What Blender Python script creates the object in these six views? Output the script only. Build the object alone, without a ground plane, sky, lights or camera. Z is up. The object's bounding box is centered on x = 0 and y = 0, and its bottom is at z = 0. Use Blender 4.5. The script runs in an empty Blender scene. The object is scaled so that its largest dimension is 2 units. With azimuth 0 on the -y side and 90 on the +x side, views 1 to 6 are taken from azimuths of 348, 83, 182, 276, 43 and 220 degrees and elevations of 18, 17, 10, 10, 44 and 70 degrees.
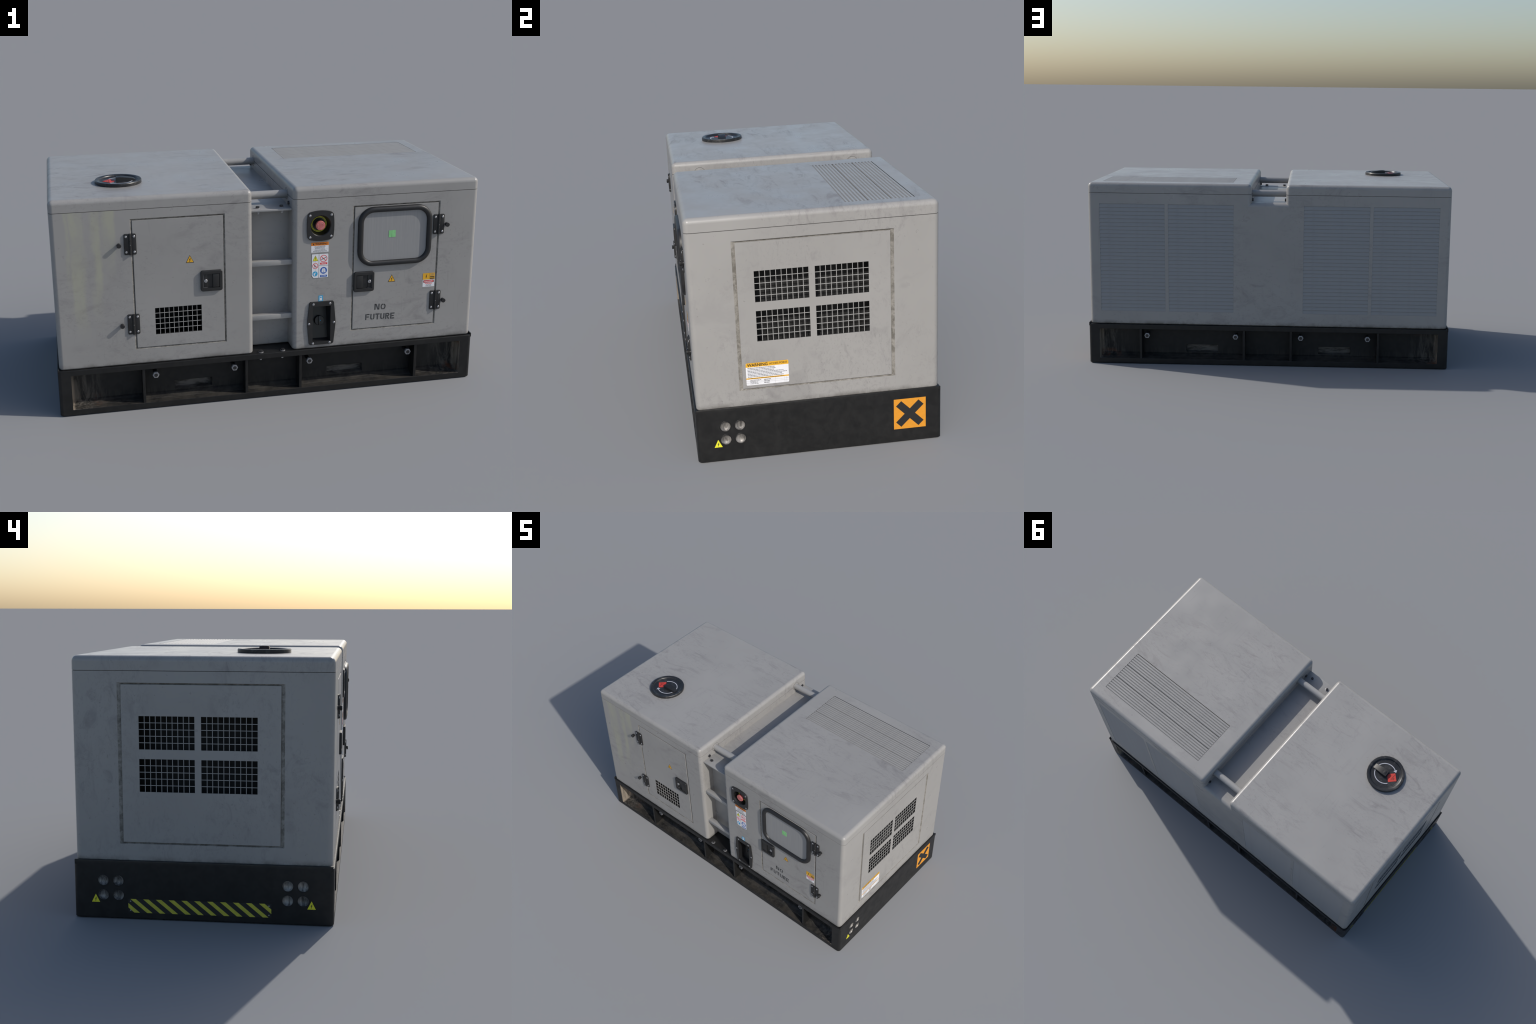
import bpy, bmesh, math, random
from mathutils import Matrix, Vector
from math import pi, sin, cos, radians

random.seed(7)

# ----------------------------------------------------------------------------
# Main dimensions (metres)
# ----------------------------------------------------------------------------
CY = 0.0060                 # the cabinet is centred slightly behind y = 0
FY, BY = -0.4905, 0.5020    # cabinet front / back planes
EX = 0.9912                 # cabinet end planes
GX = 0.0945                 # half width of the gap between the two cabinets
WEBY = -0.396               # recessed front wall inside the gap
Z0, ZD, ZS, ZT = 0.2245, 0.911, 0.957, 1.0145   # floor, gap deck, lid seam, roof
SK_F, SK_B, SK_H = -0.4980, 0.5100, 0.2240      # skid front, back, height

# ----------------------------------------------------------------------------
# Materials
# ----------------------------------------------------------------------------
def new_mat(name):
    m = bpy.data.materials.new(name)
    m.use_nodes = True
    nt = m.node_tree
    nt.nodes.clear()
    out = nt.nodes.new('ShaderNodeOutputMaterial')
    bs = nt.nodes.new('ShaderNodeBsdfPrincipled')
    nt.links.new(bs.outputs[0], out.inputs[0])
    return m, nt, bs

class NT:
    """small helper for building node trees"""
    def __init__(s, nt):
        s.nt = nt
        s.tc = nt.nodes.new('ShaderNodeTexCoord').outputs['Object']
    def link(s, a, b):
        if hasattr(a, 'is_output'):
            s.nt.links.new(a, b)
        else:
            b.default_value = a
    def mapping(s, scale=(1, 1, 1), rot=(0, 0, 0), loc=(0, 0, 0), vec=None):
        n = s.nt.nodes.new('ShaderNodeMapping')
        s.nt.links.new(vec or s.tc, n.inputs[0])
        n.inputs['Scale'].default_value = scale
        n.inputs['Rotation'].default_value = rot
        n.inputs['Location'].default_value = loc
        return n.outputs[0]
    def noise(s, scale=5, detail=4, rough=0.6, dist=0.0, vec=None):
        n = s.nt.nodes.new('ShaderNodeTexNoise')
        s.nt.links.new(vec or s.tc, n.inputs['Vector'])
        n.inputs['Scale'].default_value = scale
        n.inputs['Detail'].default_value = detail
        n.inputs['Roughness'].default_value = rough
        n.inputs['Distortion'].default_value = dist
        return n.outputs[0]
    def ramp(s, v, a, b, lo=0.0, hi=1.0):
        n = s.nt.nodes.new('ShaderNodeMapRange')
        n.interpolation_type = 'SMOOTHSTEP'
        s.link(v, n.inputs[0])
        for i, x in zip((1, 2, 3, 4), (a, b, lo, hi)):
            n.inputs[i].default_value = x
        return n.outputs[0]
    def math(s, op, a, b=0.0):
        n = s.nt.nodes.new('ShaderNodeMath')
        n.operation = op
        s.link(a, n.inputs[0]); s.link(b, n.inputs[1])
        return n.outputs[0]
    def mix(s, f, a, b):
        n = s.nt.nodes.new('ShaderNodeMix')
        n.data_type = 'RGBA'
        s.link(f, n.inputs[0])
        for v, i in ((a, 6), (b, 7)):
            if isinstance(v, tuple):
                v = v + (1.0,) if len(v) == 3 else v
            s.link(v, n.inputs[i])
        return n.outputs[2]
    def xyz(s):
        n = s.nt.nodes.new('ShaderNodeSeparateXYZ')
        s.nt.links.new(s.tc, n.inputs[0])
        return n.outputs
    def band(s, v, a, b, soft):
        """1 between a and b with soft shoulders"""
        return s.math('MULTIPLY', s.ramp(v, a - soft, a + soft), s.ramp(v, b - soft, b + soft, 1, 0))
    def bump(s, h, strength, dist, bs, rounded=0.0):
        n = s.nt.nodes.new('ShaderNodeBump')
        n.inputs['Strength'].default_value = strength
        n.inputs['Distance'].default_value = dist
        s.nt.links.new(h, n.inputs['Height'])
        if rounded:
            b = s.nt.nodes.new('ShaderNodeBevel')
            b.samples = 4
            b.inputs[0].default_value = rounded
            s.nt.links.new(b.outputs[0], n.inputs['Normal'])
        s.nt.links.new(n.outputs[0], bs.inputs['Normal'])

def plain(name, col, rough=0.5, metal=0.0, rounded=0.0, vary=0.12):
    m, nt, bs = new_mat(name)
    t = NT(nt)
    f = t.ramp(t.noise(60, 4), 0.3, 0.7)
    c = t.mix(f, tuple(x * (1 - vary) for x in col), tuple(min(1, x * (1 + vary)) for x in col))
    nt.links.new(c, bs.inputs['Base Color'])
    bs.inputs['Roughness'].default_value = rough
    bs.inputs['Metallic'].default_value = metal
    if rounded:
        b = nt.nodes.new('ShaderNodeBevel')
        b.samples = 4
        b.inputs[0].default_value = rounded
        nt.links.new(b.outputs[0], bs.inputs['Normal'])
    return m

def paint_material(name, streaks=False, dirt=1.0, base=(0.303, 0.295, 0.284)):
    m, nt, bs = new_mat(name)
    t = NT(nt)
    x, y, z = t.xyz()
    # broad tone drift
    big = t.ramp(t.noise(1.7, 3, 0.5), 0.3, 0.72)
    c = t.mix(big, tuple(v * 0.95 for v in base), tuple(v * 1.04 for v in base))
    # smeared smudges: stretched, distorted noise gated by a patch mask
    vec = t.mapping((2.1, 6.5, 4.2), (0.35, 0.55, 0.62))
    smear = t.ramp(t.noise(2.6, 8, 0.68, 1.3, vec), 0.47, 0.74)
    gate = t.ramp(t.noise(2.3, 3, 0.55), 0.40, 0.58)
    sm = t.math('MULTIPLY', smear, gate)
    c = t.mix(t.math('MULTIPLY', sm, 0.78 * dirt), c, (0.165, 0.155, 0.157))
    # second smear direction, fainter, cool
    vec2 = t.mapping((7.5, 1.9, 2.6), (0.2, -0.5, 0.8), (3.1, 1.7, 0.4))
    smear2 = t.ramp(t.noise(2.2, 7, 0.66, 0.9, vec2), 0.55, 0.74)
    c = t.mix(t.math('MULTIPLY', smear2, 0.36 * dirt), c, (0.205, 0.198, 0.202))
    # grimy grain inside the smudges
    fine = t.ramp(t.noise(46, 6, 0.75, 0.5, t.mapping((1, 2.2, 1.4), (0.4, 0.2, 0.7))), 0.50, 0.70)
    c = t.mix(t.math('MULTIPLY', t.math('MULTIPLY', fine, gate), 0.34), c, (0.150, 0.143, 0.146))
    # long hairline scuffs
    vec3 = t.mapping((60, 2.2, 3.0), (0.3, 0.9, 0.75))
    hair = t.ramp(t.noise(1.6, 3, 0.6, 0.2, vec3), 0.66, 0.72)
    c = t.mix(t.math('MULTIPLY', hair, 0.20), c, (0.17, 0.165, 0.165))
    # sparse specks and chips
    sp = t.ramp(t.noise(75, 2, 0.5), 0.70, 0.78)
    c = t.mix(t.math('MULTIPLY', sp, 0.30), c, (0.12, 0.115, 0.11))
    if streaks:
        # yellowish run-off streaks on the filler end of the cabinet front
        wob = t.math('MULTIPLY', t.math('SUBTRACT', t.noise(4.5, 5, 0.6, 0.2, t.mapping((2, 1, 0.7))), 0.5), 0.085)
        xw = t.math('ADD', x, wob)
        runs = None
        for x0, x1, zlow in ((-0.905, -0.845, 0.42), (-0.812, -0.778, 0.48), (-0.768, -0.715, 0.70), (-0.925, -0.912, 0.62)):
            run = t.math('MULTIPLY', t.band(xw, x0, x1, 0.010), t.ramp(z, zlow - 0.10, zlow + 0.22, 0.0, 1.0))
            runs = run if runs is None else t.math('MAXIMUM', runs, run)
        blot = t.ramp(t.noise(7, 5, 0.65, 0.4, t.mapping((2, 1, 0.6))), 0.28, 0.62, 0.35, 1)
        f = t.math('MULTIPLY', t.math('MULTIPLY', runs, blot), t.math('MULTIPLY', t.band(y, -0.60, -0.475, 0.01), 0.42))
        c = t.mix(f, c, (0.405, 0.405, 0.270))
        # grime line where the cabinet stands on the skid
        low = t.math('MULTIPLY', t.ramp(z, 0.228, 0.256, 1, 0), t.ramp(t.noise(11, 5, 0.7), 0.35, 0.65))
        c = t.mix(t.math('MULTIPLY', low, 0.75), c, (0.115, 0.108, 0.098))
    nt.links.new(c, bs.inputs['Base Color'])
    r = t.ramp(t.noise(7, 5, 0.6), 0.3, 0.7, 0.27, 0.40)
    r = t.math('ADD', r, t.math('MULTIPLY', sm, 0.14))
    nt.links.new(r, bs.inputs['Roughness'])
    t.bump(t.noise(150, 3, 0.6), 0.05, 0.001, bs)
    return m

def skid_material(name, inner=False):
    m, nt, bs = new_mat(name)
    t = NT(nt)
    x, y, z = t.xyz()
    mott = t.ramp(t.noise(26, 6, 0.7, 0.4), 0.35, 0.7)
    c = t.mix(mott, (0.0090, 0.0090, 0.0092), (0.0150, 0.0150, 0.0148))
    if inner:
        # dust on the flanges and low on the web, rust and bare metal at the far ends
        ends = t.math('MAXIMUM', t.ramp(x, 0.76, 0.93), t.ramp(x, -0.76, -0.93))
        lowz = t.ramp(z, 0.03, 0.10, 1, 0)
        st = t.noise(3.2, 7, 0.72, 0.6, t.mapping((14, 14, 2.4)))
        bl = t.noise(9, 7, 0.7, 0.4)
        d = t.math('MULTIPLY', t.ramp(st, 0.42, 0.62), t.math('ADD', t.math('MULTIPLY', lowz, 0.18), t.math('MULTIPLY', ends, 0.65)))
        c = t.mix(t.math('MULTIPLY', d, 0.75), c, (0.17, 0.155, 0.135))
        fl = t.math('MULTIPLY', t.ramp(z, 0.030, 0.046, 1, 0), t.ramp(bl, 0.36, 0.62))
        c = t.mix(t.math('MULTIPLY', fl, 0.45), c, (0.075, 0.066, 0.054))
        wall = t.math('MAXIMUM', t.ramp(x, 0.925, 0.940), t.ramp(x, -0.925, -0.940))
        wl = t.math('MULTIPLY', wall, t.ramp(st, 0.36, 0.58, 0.25, 0.9))
        c = t.mix(wl, c, (0.30, 0.255, 0.205))
        ru = t.math('MULTIPLY', t.ramp(bl, 0.52, 0.62), ends)
        top = t.math('MAXIMUM', t.ramp(z, 0.16, 0.195), t.ramp(z, 0.075, 0.045))
        c = t.mix(t.math('MULTIPLY', t.math('MULTIPLY', ru, top), 0.8), c, (0.125, 0.045, 0.022))
        bs.inputs['Roughness'].default_value = 0.55
    else:
        wear = t.ramp(t.noise(5, 8, 0.75, 0.8, t.mapping((1, 3, 0.7))), 0.60, 0.74)
        c = t.mix(t.math('MULTIPLY', wear, 0.55), c, (0.007, 0.007, 0.008))
        dust = t.ramp(t.noise(90, 4, 0.7), 0.64, 0.74)
        c = t.mix(t.math('MULTIPLY', dust, 0.25), c, (0.06, 0.058, 0.055))
        nt.links.new(t.ramp(t.noise(14, 5), 0.3, 0.7, 0.36, 0.52), bs.inputs['Roughness'])
    nt.links.new(c, bs.inputs['Base Color'])
    bs.inputs['Specular IOR Level'].default_value = 0.36
    t.bump(t.noise(170, 3, 0.6), 0.12, 0.001, bs, 0.003)
    return m

def worn_metal(name, k=1.0, grain=(14, 14, 3)):
    m, nt, bs = new_mat(name)
    t = NT(nt)
    st = t.noise(4, 6, 0.7, 0.5, t.mapping(grain))
    c = t.mix(t.ramp(st, 0.35, 0.62), tuple(k * v for v in (0.09, 0.085, 0.08)), tuple(k * v for v in (0.42, 0.40, 0.375)))
    nt.links.new(c, bs.inputs['Base Color'])
    bs.inputs['Metallic'].default_value = 0.35
    bs.inputs['Roughness'].default_value = 0.45
    return m

def groove_material(name):
    m, nt, bs = new_mat(name)
    t = NT(nt)
    f = t.ramp(t.noise(34, 6, 0.75, 0.4), 0.36, 0.64)
    c = t.mix(f, (0.125, 0.116, 0.100), (0.275, 0.260, 0.235))
    nt.links.new(c, bs.inputs['Base Color'])
    bs.inputs['Roughness'].default_value = 0.7
    return m

def pane_material(name):
    m, nt, bs = new_mat(name)
    t = NT(nt)
    f = t.ramp(t.noise(3, 6, 0.7, 0.1, t.mapping((70, 1, 1.6))), 0.35, 0.68)
    c = t.mix(f, (0.255, 0.255, 0.257), (0.292, 0.290, 0.288))
    nt.links.new(c, bs.inputs['Base Color'])
    bs.inputs['Roughness'].default_value = 0.42
    return m

def cap_material(name):
    m, nt, bs = new_mat(name)
    t = NT(nt)
    f = t.ramp(t.noise(22, 6, 0.7, 0.8), 0.50, 0.74)
    c = t.mix(f, (0.0155, 0.016, 0.0175), (0.075, 0.073, 0.07))
    nt.links.new(c, bs.inputs['Base Color'])
    nt.links.new(t.ramp(t.noise(15, 4), 0.3, 0.7, 0.28, 0.45), bs.inputs['Roughness'])
    return m

M = {}
M['paint'] = paint_material('cabinet_paint', True, 0.62)
M['lid'] = paint_material('lid_paint', False, 0.85)
M['valley'] = plain('valley_dark', (0.215, 0.210, 0.200), 0.6, vary=0.10)  # darker tone on the groove faces between roof vent slats
M['slat'] = paint_material('slat_paint', False, 0.6, (0.262, 0.264, 0.270))
M['bar'] = plain('bar_paint', (0.300, 0.295, 0.287), 0.42, vary=0.03)
M['groove'] = groove_material('grimy_groove')
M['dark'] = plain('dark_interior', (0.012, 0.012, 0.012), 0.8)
M['mesh'] = plain('grille_paint', (0.295, 0.290, 0.282), 0.45, vary=0.03)
M['seam'] = plain('seam_shade', (0.05, 0.048, 0.045), 0.9)  # dark colour standing in for shade in seams and gaps
M['skid'] = skid_material('skid_black')
M['skid_in'] = skid_material('skid_black_weathered', True)
M['worn'] = worn_metal('worn_metal', 0.75)
M['slotmetal'] = worn_metal('slot_metal', 0.34, (3, 3, 16))
M['black'] = plain('black_plastic', (0.0155, 0.0155, 0.0158), 0.45, rounded=0.0012)
M['blacksoft'] = plain('black_rubber', (0.0145, 0.0145, 0.0155), 0.45)
M['cup'] = plain('cup_plastic', (0.013, 0.013, 0.014), 0.32)
M['cap'] = cap_material('filler_cap_plastic')
M['steel'] = plain('zinc_steel', (0.42, 0.42, 0.43), 0.38, 0.6)
M['nut'] = plain('dull_nut', (0.30, 0.30, 0.31), 0.45, 0.3)
M['nutdark'] = plain('dark_bolt', (0.02, 0.02, 0.021), 0.35)
M['pane'] = pane_material('hazy_pane')
M['red'] = plain('button_red', (0.46, 0.125, 0.115), 0.5)
M['redmark'] = plain('button_mark', (0.52, 0.26, 0.25), 0.6)
M['white'] = plain('label_white', (0.74, 0.74, 0.76), 0.5, vary=0.03)
M['ink'] = plain('label_ink', (0.014, 0.014, 0.015), 0.55)
M['greyink'] = plain('label_grey_ink', (0.20, 0.20, 0.21), 0.55)
M['amber'] = plain('label_amber', (0.72, 0.38, 0.02), 0.5, vary=0.03)
M['orange'] = plain('label_orange', (0.66, 0.27, 0.02), 0.5, vary=0.04)
M['dkorange'] = plain('label_deep_orange', (0.70, 0.20, 0.012), 0.5, vary=0.03)
M['lemon'] = plain('label_lemon', (0.72, 0.69, 0.03), 0.5, vary=0.03)
M['olive'] = plain('stripe_yellow', (0.50, 0.47, 0.05), 0.55, vary=0.08)
M['signred'] = plain('label_red', (0.70, 0.06, 0.06), 0.5, vary=0.03)
M['signblue'] = plain('label_blue', (0.02, 0.10, 0.40), 0.5, vary=0.03)
M['skyblue'] = plain('label_sky_blue', (0.03, 0.33, 0.58), 0.5, vary=0.03)
M['green'] = plain('indicator_green', (0.22, 0.54, 0.22), 0.5, vary=0.08)
M['capred'] = plain('diamond_red', (0.53, 0.045, 0.03), 0.5, vary=0.05)
M['capwhite'] = plain('cap_arrow_grey', (0.40, 0.41, 0.45), 0.5, vary=0.06)
M['stencil'] = plain('stencil_ink', (0.040, 0.040, 0.041), 0.55, vary=0.35)

# ----------------------------------------------------------------------------
# Object helpers
# ----------------------------------------------------------------------------
SC = bpy.context.scene.collection

def empty(name):
    o = bpy.data.objects.new(name, None)
    SC.objects.link(o)
    return o

ROOT = empty('diesel_generator')
ROOT['label'] = 'weathered light grey enclosed generator set on black steel skid'
ROOT['category'] = 'power generator'

def finish(name, bm, mats, parent=None, mat=None, smooth=35, weighted=False):
    me = bpy.data.meshes.new(name)
    bmesh.ops.recalc_face_normals(bm, faces=bm.faces)
    bm.to_mesh(me)
    bm.free()
    for k in ([mats] if isinstance(mats, str) else mats):
        me.materials.append(M[k])
    me.polygons.foreach_set('use_smooth', [True] * len(me.polygons))
    me.set_sharp_from_angle(angle=radians(smooth))
    o = bpy.data.objects.new(name, me)
    SC.objects.link(o)
    o.parent = parent or ROOT
    if mat is not None:
        o.matrix_local = mat
    return o

def copy_of(o, mat):
    c = o.copy()
    SC.objects.link(c)
    c.matrix_local = mat
    return c

def bake(o, cutters=(), weighted=True):
    """apply boolean differences and weighted normals, keep smooth-by-angle"""
    for c in cutters:
        md = o.modifiers.new('cut', 'BOOLEAN')
        md.operation = 'DIFFERENCE'
        md.solver = 'EXACT'
        md.material_mode = 'TRANSFER'
        md.object = c
    def apply():
        dg = bpy.context.evaluated_depsgraph_get()
        me = bpy.data.meshes.new_from_object(o.evaluated_get(dg), preserve_all_data_layers=True, depsgraph=dg)
        old = o.data
        o.modifiers.clear()
        o.data = me
        me.name = old.name
        bpy.data.meshes.remove(old)
    if cutters:
        apply()
        o.data.polygons.foreach_set('use_smooth', [True] * len(o.data.polygons))
        o.data.set_sharp_from_angle(angle=radians(35))
    if weighted:
        w = o.modifiers.new('wn', 'WEIGHTED_NORMAL')
        w.keep_sharp = True
        w.weight = 100
        apply()
    for c in cutters:
        d = c.data
        bpy.data.objects.remove(c)
        bpy.data.meshes.remove(d)
    return o

# frames: local (u right, v up, w toward the viewer) -> world
FRONT = Matrix(((1, 0, 0, 0), (0, 0, -1, FY), (0, 1, 0, 0), (0, 0, 0, 1)))
RIGHT = Matrix(((0, 0, 1, EX), (1, 0, 0, CY), (0, 1, 0, 0), (0, 0, 0, 1)))
LEFT = Matrix(((0, 0, -1, -EX), (-1, 0, 0, CY), (0, 1, 0, 0), (0, 0, 0, 1)))
BACK = Matrix(((-1, 0, 0, 0), (0, 0, 1, BY), (0, 1, 0, 0), (0, 0, 0, 1)))
ROOF = Matrix(((1, 0, 0, 0), (0, 1, 0, 0), (0, 0, 1, ZT), (0, 0, 0, 1)))
SKR = Matrix(((0, 0, 1, 1.0), (1, 0, 0, CY), (0, 1, 0, 0), (0, 0, 0, 1)))
SKL = Matrix(((0, 0, -1, -1.0), (-1, 0, 0, CY), (0, 1, 0, 0), (0, 0, 0, 1)))

def T(x, y, z=0.0):
    return Matrix.Translation((x, y, z))

def add_box(bm, x0, x1, y0, y1, z0, z1, mi=0, bevel=0.0, seg=2):
    r = bmesh.ops.create_cube(bm, size=1.0)
    vs = r['verts']
    for v in vs:
        v.co = Vector(((x0 + x1) / 2 + v.co.x * (x1 - x0), (y0 + y1) / 2 + v.co.y * (y1 - y0), (z0 + z1) / 2 + v.co.z * (z1 - z0)))
    fs = {f for v in vs for f in v.link_faces}
    for f in fs:
        f.material_index = mi
    if bevel:
        es = list({e for v in vs for e in v.link_edges})
        bmesh.ops.bevel(bm, geom=es, offset=bevel, segments=seg, affect='EDGES', profile=0.5, material=mi)

def add_prism(bm, pts, w0, w1, mi=0, bevel=0.0, seg=2, top_pts=None):
    """polygon in (u,v) extruded from w0 to w1; optional different outline on top, bevelled rim"""
    tp = top_pts or pts
    a = [bm.verts.new((p[0], p[1], w0)) for p in pts]
    b = [bm.verts.new((p[0], p[1], w1)) for p in tp]
    n = len(pts)
    f = [bm.faces.new(a[::-1]), bm.faces.new(b)]
    for i in range(n):
        f.append(bm.faces.new((a[i], a[(i + 1) % n], b[(i + 1) % n], b[i])))
    for q in f:
        q.material_index = mi
    if bevel:
        es = [e for e in f[1].edges]
        bmesh.ops.bevel(bm, geom=es, offset=bevel, segments=seg, affect='EDGES', profile=0.5, material=mi)

def rrect(x0, x1, y0, y1, r, n=5):
    pts = []
    for cx, cy, a0 in ((x1 - r, y1 - r, 0), (x0 + r, y1 - r, 90), (x0 + r, y0 + r, 180), (x1 - r, y0 + r, 270)):
        for i in range(n + 1):
            a = radians(a0 + 90 * i / n)
            pts.append((cx + r * cos(a), cy + r * sin(a)))
    return pts

def rect(x0, x1, y0, y1):
    return [(x0, y0), (x1, y0), (x1, y1), (x0, y1)]

def circle(cx, cy, r, n=24, a0=0.0):
    return [(cx + r * cos(a0 + 2 * pi * i / n), cy + r * sin(a0 + 2 * pi * i / n)) for i in range(n)]

def add_lathe(bm, prof, n=32, mi=0, cx=0.0, cy=0.0, a0=0.0):
    """revolve (r, w) profile about the w axis; r = 0 closes it"""
    rings = []
    for r, w in prof:
        if r < 1e-6:
            rings.append([bm.verts.new((cx, cy, w))])
        else:
            rings.append([bm.verts.new((cx + r * cos(a0 + 2 * pi * i / n), cy + r * sin(a0 + 2 * pi * i / n), w)) for i in range(n)])
    for k in range(len(rings) - 1):
        A, B = rings[k], rings[k + 1]
        for i in range(n):
            j = (i + 1) % n
            if len(A) == 1 and len(B) == 1:
                continue
            if len(A) == 1:
                f = bm.faces.new((A[0], B[j], B[i]))
            elif len(B) == 1:
                f = bm.faces.new((A[i], A[j], B[0]))
            else:
                f = bm.faces.new((A[i], A[j], B[j], B[i]))
            f.material_index = mi

def arc_pts(cx, cy, r, a0, a1, n):
    return [(cx + r * cos(radians(a0 + (a1 - a0) * i / n)), cy + r * sin(radians(a0 + (a1 - a0) * i / n))) for i in range(n + 1)]

def stroke(pts, wd):
    """outline polygon of a polyline with the given width"""
    L, R = [], []
    n = len(pts)
    for i, p in enumerate(pts):
        a = pts[max(i - 1, 0)]
        b = pts[min(i + 1, n - 1)]
        d = Vector((b[0] - a[0], b[1] - a[1])).normalized()
        L.append((p[0] - d.y * wd / 2, p[1] + d.x * wd / 2))
        R.append((p[0] + d.y * wd / 2, p[1] - d.x * wd / 2))
    return R + L[::-1]

def add_strokes(bm, polys, w0, w1, mi):
    """thin flat marks: strips are built quad by quad so curved ones stay valid"""
    for p in polys:
        n = len(p) // 2
        if n <= 2:
            add_prism(bm, p, w0, w1, mi)
        else:
            R, L = p[:n], p[n:][::-1]
            for i in range(n - 1):
                add_prism(bm, [R[i], R[i + 1], L[i + 1], L[i]], w0, w1, mi)

_text_cache = {}
def add_text(bm, body, u0, u1, v0, v1, w0, w1, mi, bold=0.0):
    """built-in font text fitted into a rectangle"""
    cu = bpy.data.curves.new('lettering', 'FONT')
    cu.body = body
    cu.offset = bold
    cu.resolution_u = 3
    o = bpy.data.objects.new('lettering', cu)
    SC.objects.link(o)
    dg = bpy.context.evaluated_depsgraph_get()
    me = bpy.data.meshes.new_from_object(o.evaluated_get(dg))
    bpy.data.objects.remove(o)
    bpy.data.curves.remove(cu)
    xs = [v.co.x for v in me.vertices]; ys = [v.co.y for v in me.vertices]
    a, b, c, d = min(xs), max(xs), min(ys), max(ys)
    tb = bmesh.new()
    tb.from_mesh(me)
    bpy.data.meshes.remove(me)
    for v in tb.verts:
        v.co = Vector((u0 + (v.co.x - a) / (b - a) * (u1 - u0), v0 + (v.co.y - c) / (d - c) * (v1 - v0), w0))
    r = bmesh.ops.extrude_face_region(tb, geom=list(tb.faces))
    for v in [g for g in r['geom'] if isinstance(g, bmesh.types.BMVert)]:
        v.co.z = w1
    for f in tb.faces:
        f.material_index = mi
    tm = bpy.data.meshes.new('t')
    tb.to_mesh(tm); tb.free()
    bm.from_mesh(tm)
    bpy.data.meshes.remove(tm)

# ----------------------------------------------------------------------------
# Cabinet shell: three-bay body made from filled cells, convex edges rounded
# ----------------------------------------------------------------------------
def cabinet_body():
    xs = [-EX, -GX, GX, EX]
    ys = [FY, WEBY, BY]
    zs = [Z0, ZD, ZS]
    solid = lambda i, j, k: 0 <= i < 3 and 0 <= j < 2 and 0 <= k < 2 and (i != 1 or (j == 1 and k == 0))
    bm = bmesh.new()
    V = {}
    def vert(i, j, k):
        if (i, j, k) not in V:
            V[(i, j, k)] = bm.verts.new((xs[i], ys[j], zs[k]))
        return V[(i, j, k)]
    for i in range(3):
        for j in range(2):
            for k in range(2):
                if not solid(i, j, k):
                    continue
                for ax in range(3):
                    for s in (0, 1):
                        nb = [i, j, k]
                        nb[ax] += 1 if s else -1
                        if solid(*nb):
                            continue
                        q = []
                        for a, b in ((0, 0), (1, 0), (1, 1), (0, 1)):
                            c = [0, 0, 0]
                            c[ax] = s
                            c[(ax + 1) % 3] = a
                            c[(ax + 2) % 3] = b
                            q.append(vert(i + c[0], j + c[1], k + c[2]))
                        bm.faces.new(q if s else q[::-1])
    bmesh.ops.recalc_face_normals(bm, faces=bm.faces)
    bmesh.ops.dissolve_limit(bm, angle_limit=0.01, verts=bm.verts, edges=bm.edges)
    rim = []
    for e in bm.edges:
        if not e.is_convex or e.calc_face_angle(0) < 0.5:
            continue
        if all(abs(v.co.z - ZS) < 1e-5 for v in e.verts):
            continue
        if all(abs(v.co.z - Z0) < 1e-5 for v in e.verts):
            continue
        rim.append(e)
    bmesh.ops.bevel(bm, geom=rim, offset=0.022, segments=5, affect='EDGES', profile=0.5)
    foot = [e for e in bm.edges if e.is_convex and e.calc_face_angle(0) > 0.5 and all(abs(v.co.z - Z0) < 1e-5 for v in e.verts)]
    bmesh.ops.bevel(bm, geom=foot, offset=0.009, segments=3, affect='EDGES', profile=0.5)
    return bm

def cutter(build, mats, frame):
    bm = bmesh.new()
    build(bm)
    bmesh.ops.transform(bm, matrix=frame, verts=bm.verts)
    o = finish('cutter', bm, mats)
    o.parent = None
    return o

def recess_cutter(frame, u0, u1, v0, v1, su, sv, depth):
    """door recess: sloping rim down to a narrow crevice around the leaf"""
    def build(bm):
        o = rect(u0 - su, u1 + su, v0 - sv, v1 + sv)
        i = rect(u0, u1, v0, v1)
        k = 1 + 0.004 / depth
        oo = rect(u0 - su * k, u1 + su * k, v0 - sv * k, v1 + sv * k)
        add_prism(bm, i, -depth, 0.004, 0, top_pts=oo)
    return cutter(build, ['groove'], frame)

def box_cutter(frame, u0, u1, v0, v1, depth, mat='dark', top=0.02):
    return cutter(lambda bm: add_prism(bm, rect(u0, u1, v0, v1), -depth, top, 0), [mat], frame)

# door and panel outlines (inner leaf), groove widths
DOOR_L = (-0.6355, -0.2280, 0.3045, 0.9085)
DOOR_R = (0.3860, 0.7960, 0.3045, 0.9070)
PANEL = (-0.3070, 0.3005, 0.3015, 0.9085)
GR_DOOR = (-0.5480, -0.3353, 0.3640, 0.4918)
GR_END = [(-0.2385, -0.0260, 0.6628, 0.7893), (-0.0010, 0.2115, 0.6628, 0.7893),
          (-0.2385, -0.0260, 0.5000, 0.6262), (-0.0010, 0.2115, 0.5000, 0.6262)]
LOUV = [(0.1920, 0.5515), (0.5700, 0.9290), (-0.5515, -0.1920), (-0.9290, -0.5700)]   # x ranges
LV0, LV1, NL = 0.2985, 0.8995, 29
ESTOP = (0.2228, 0.8300)
FUEL = (0.2330, 0.3520)

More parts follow.
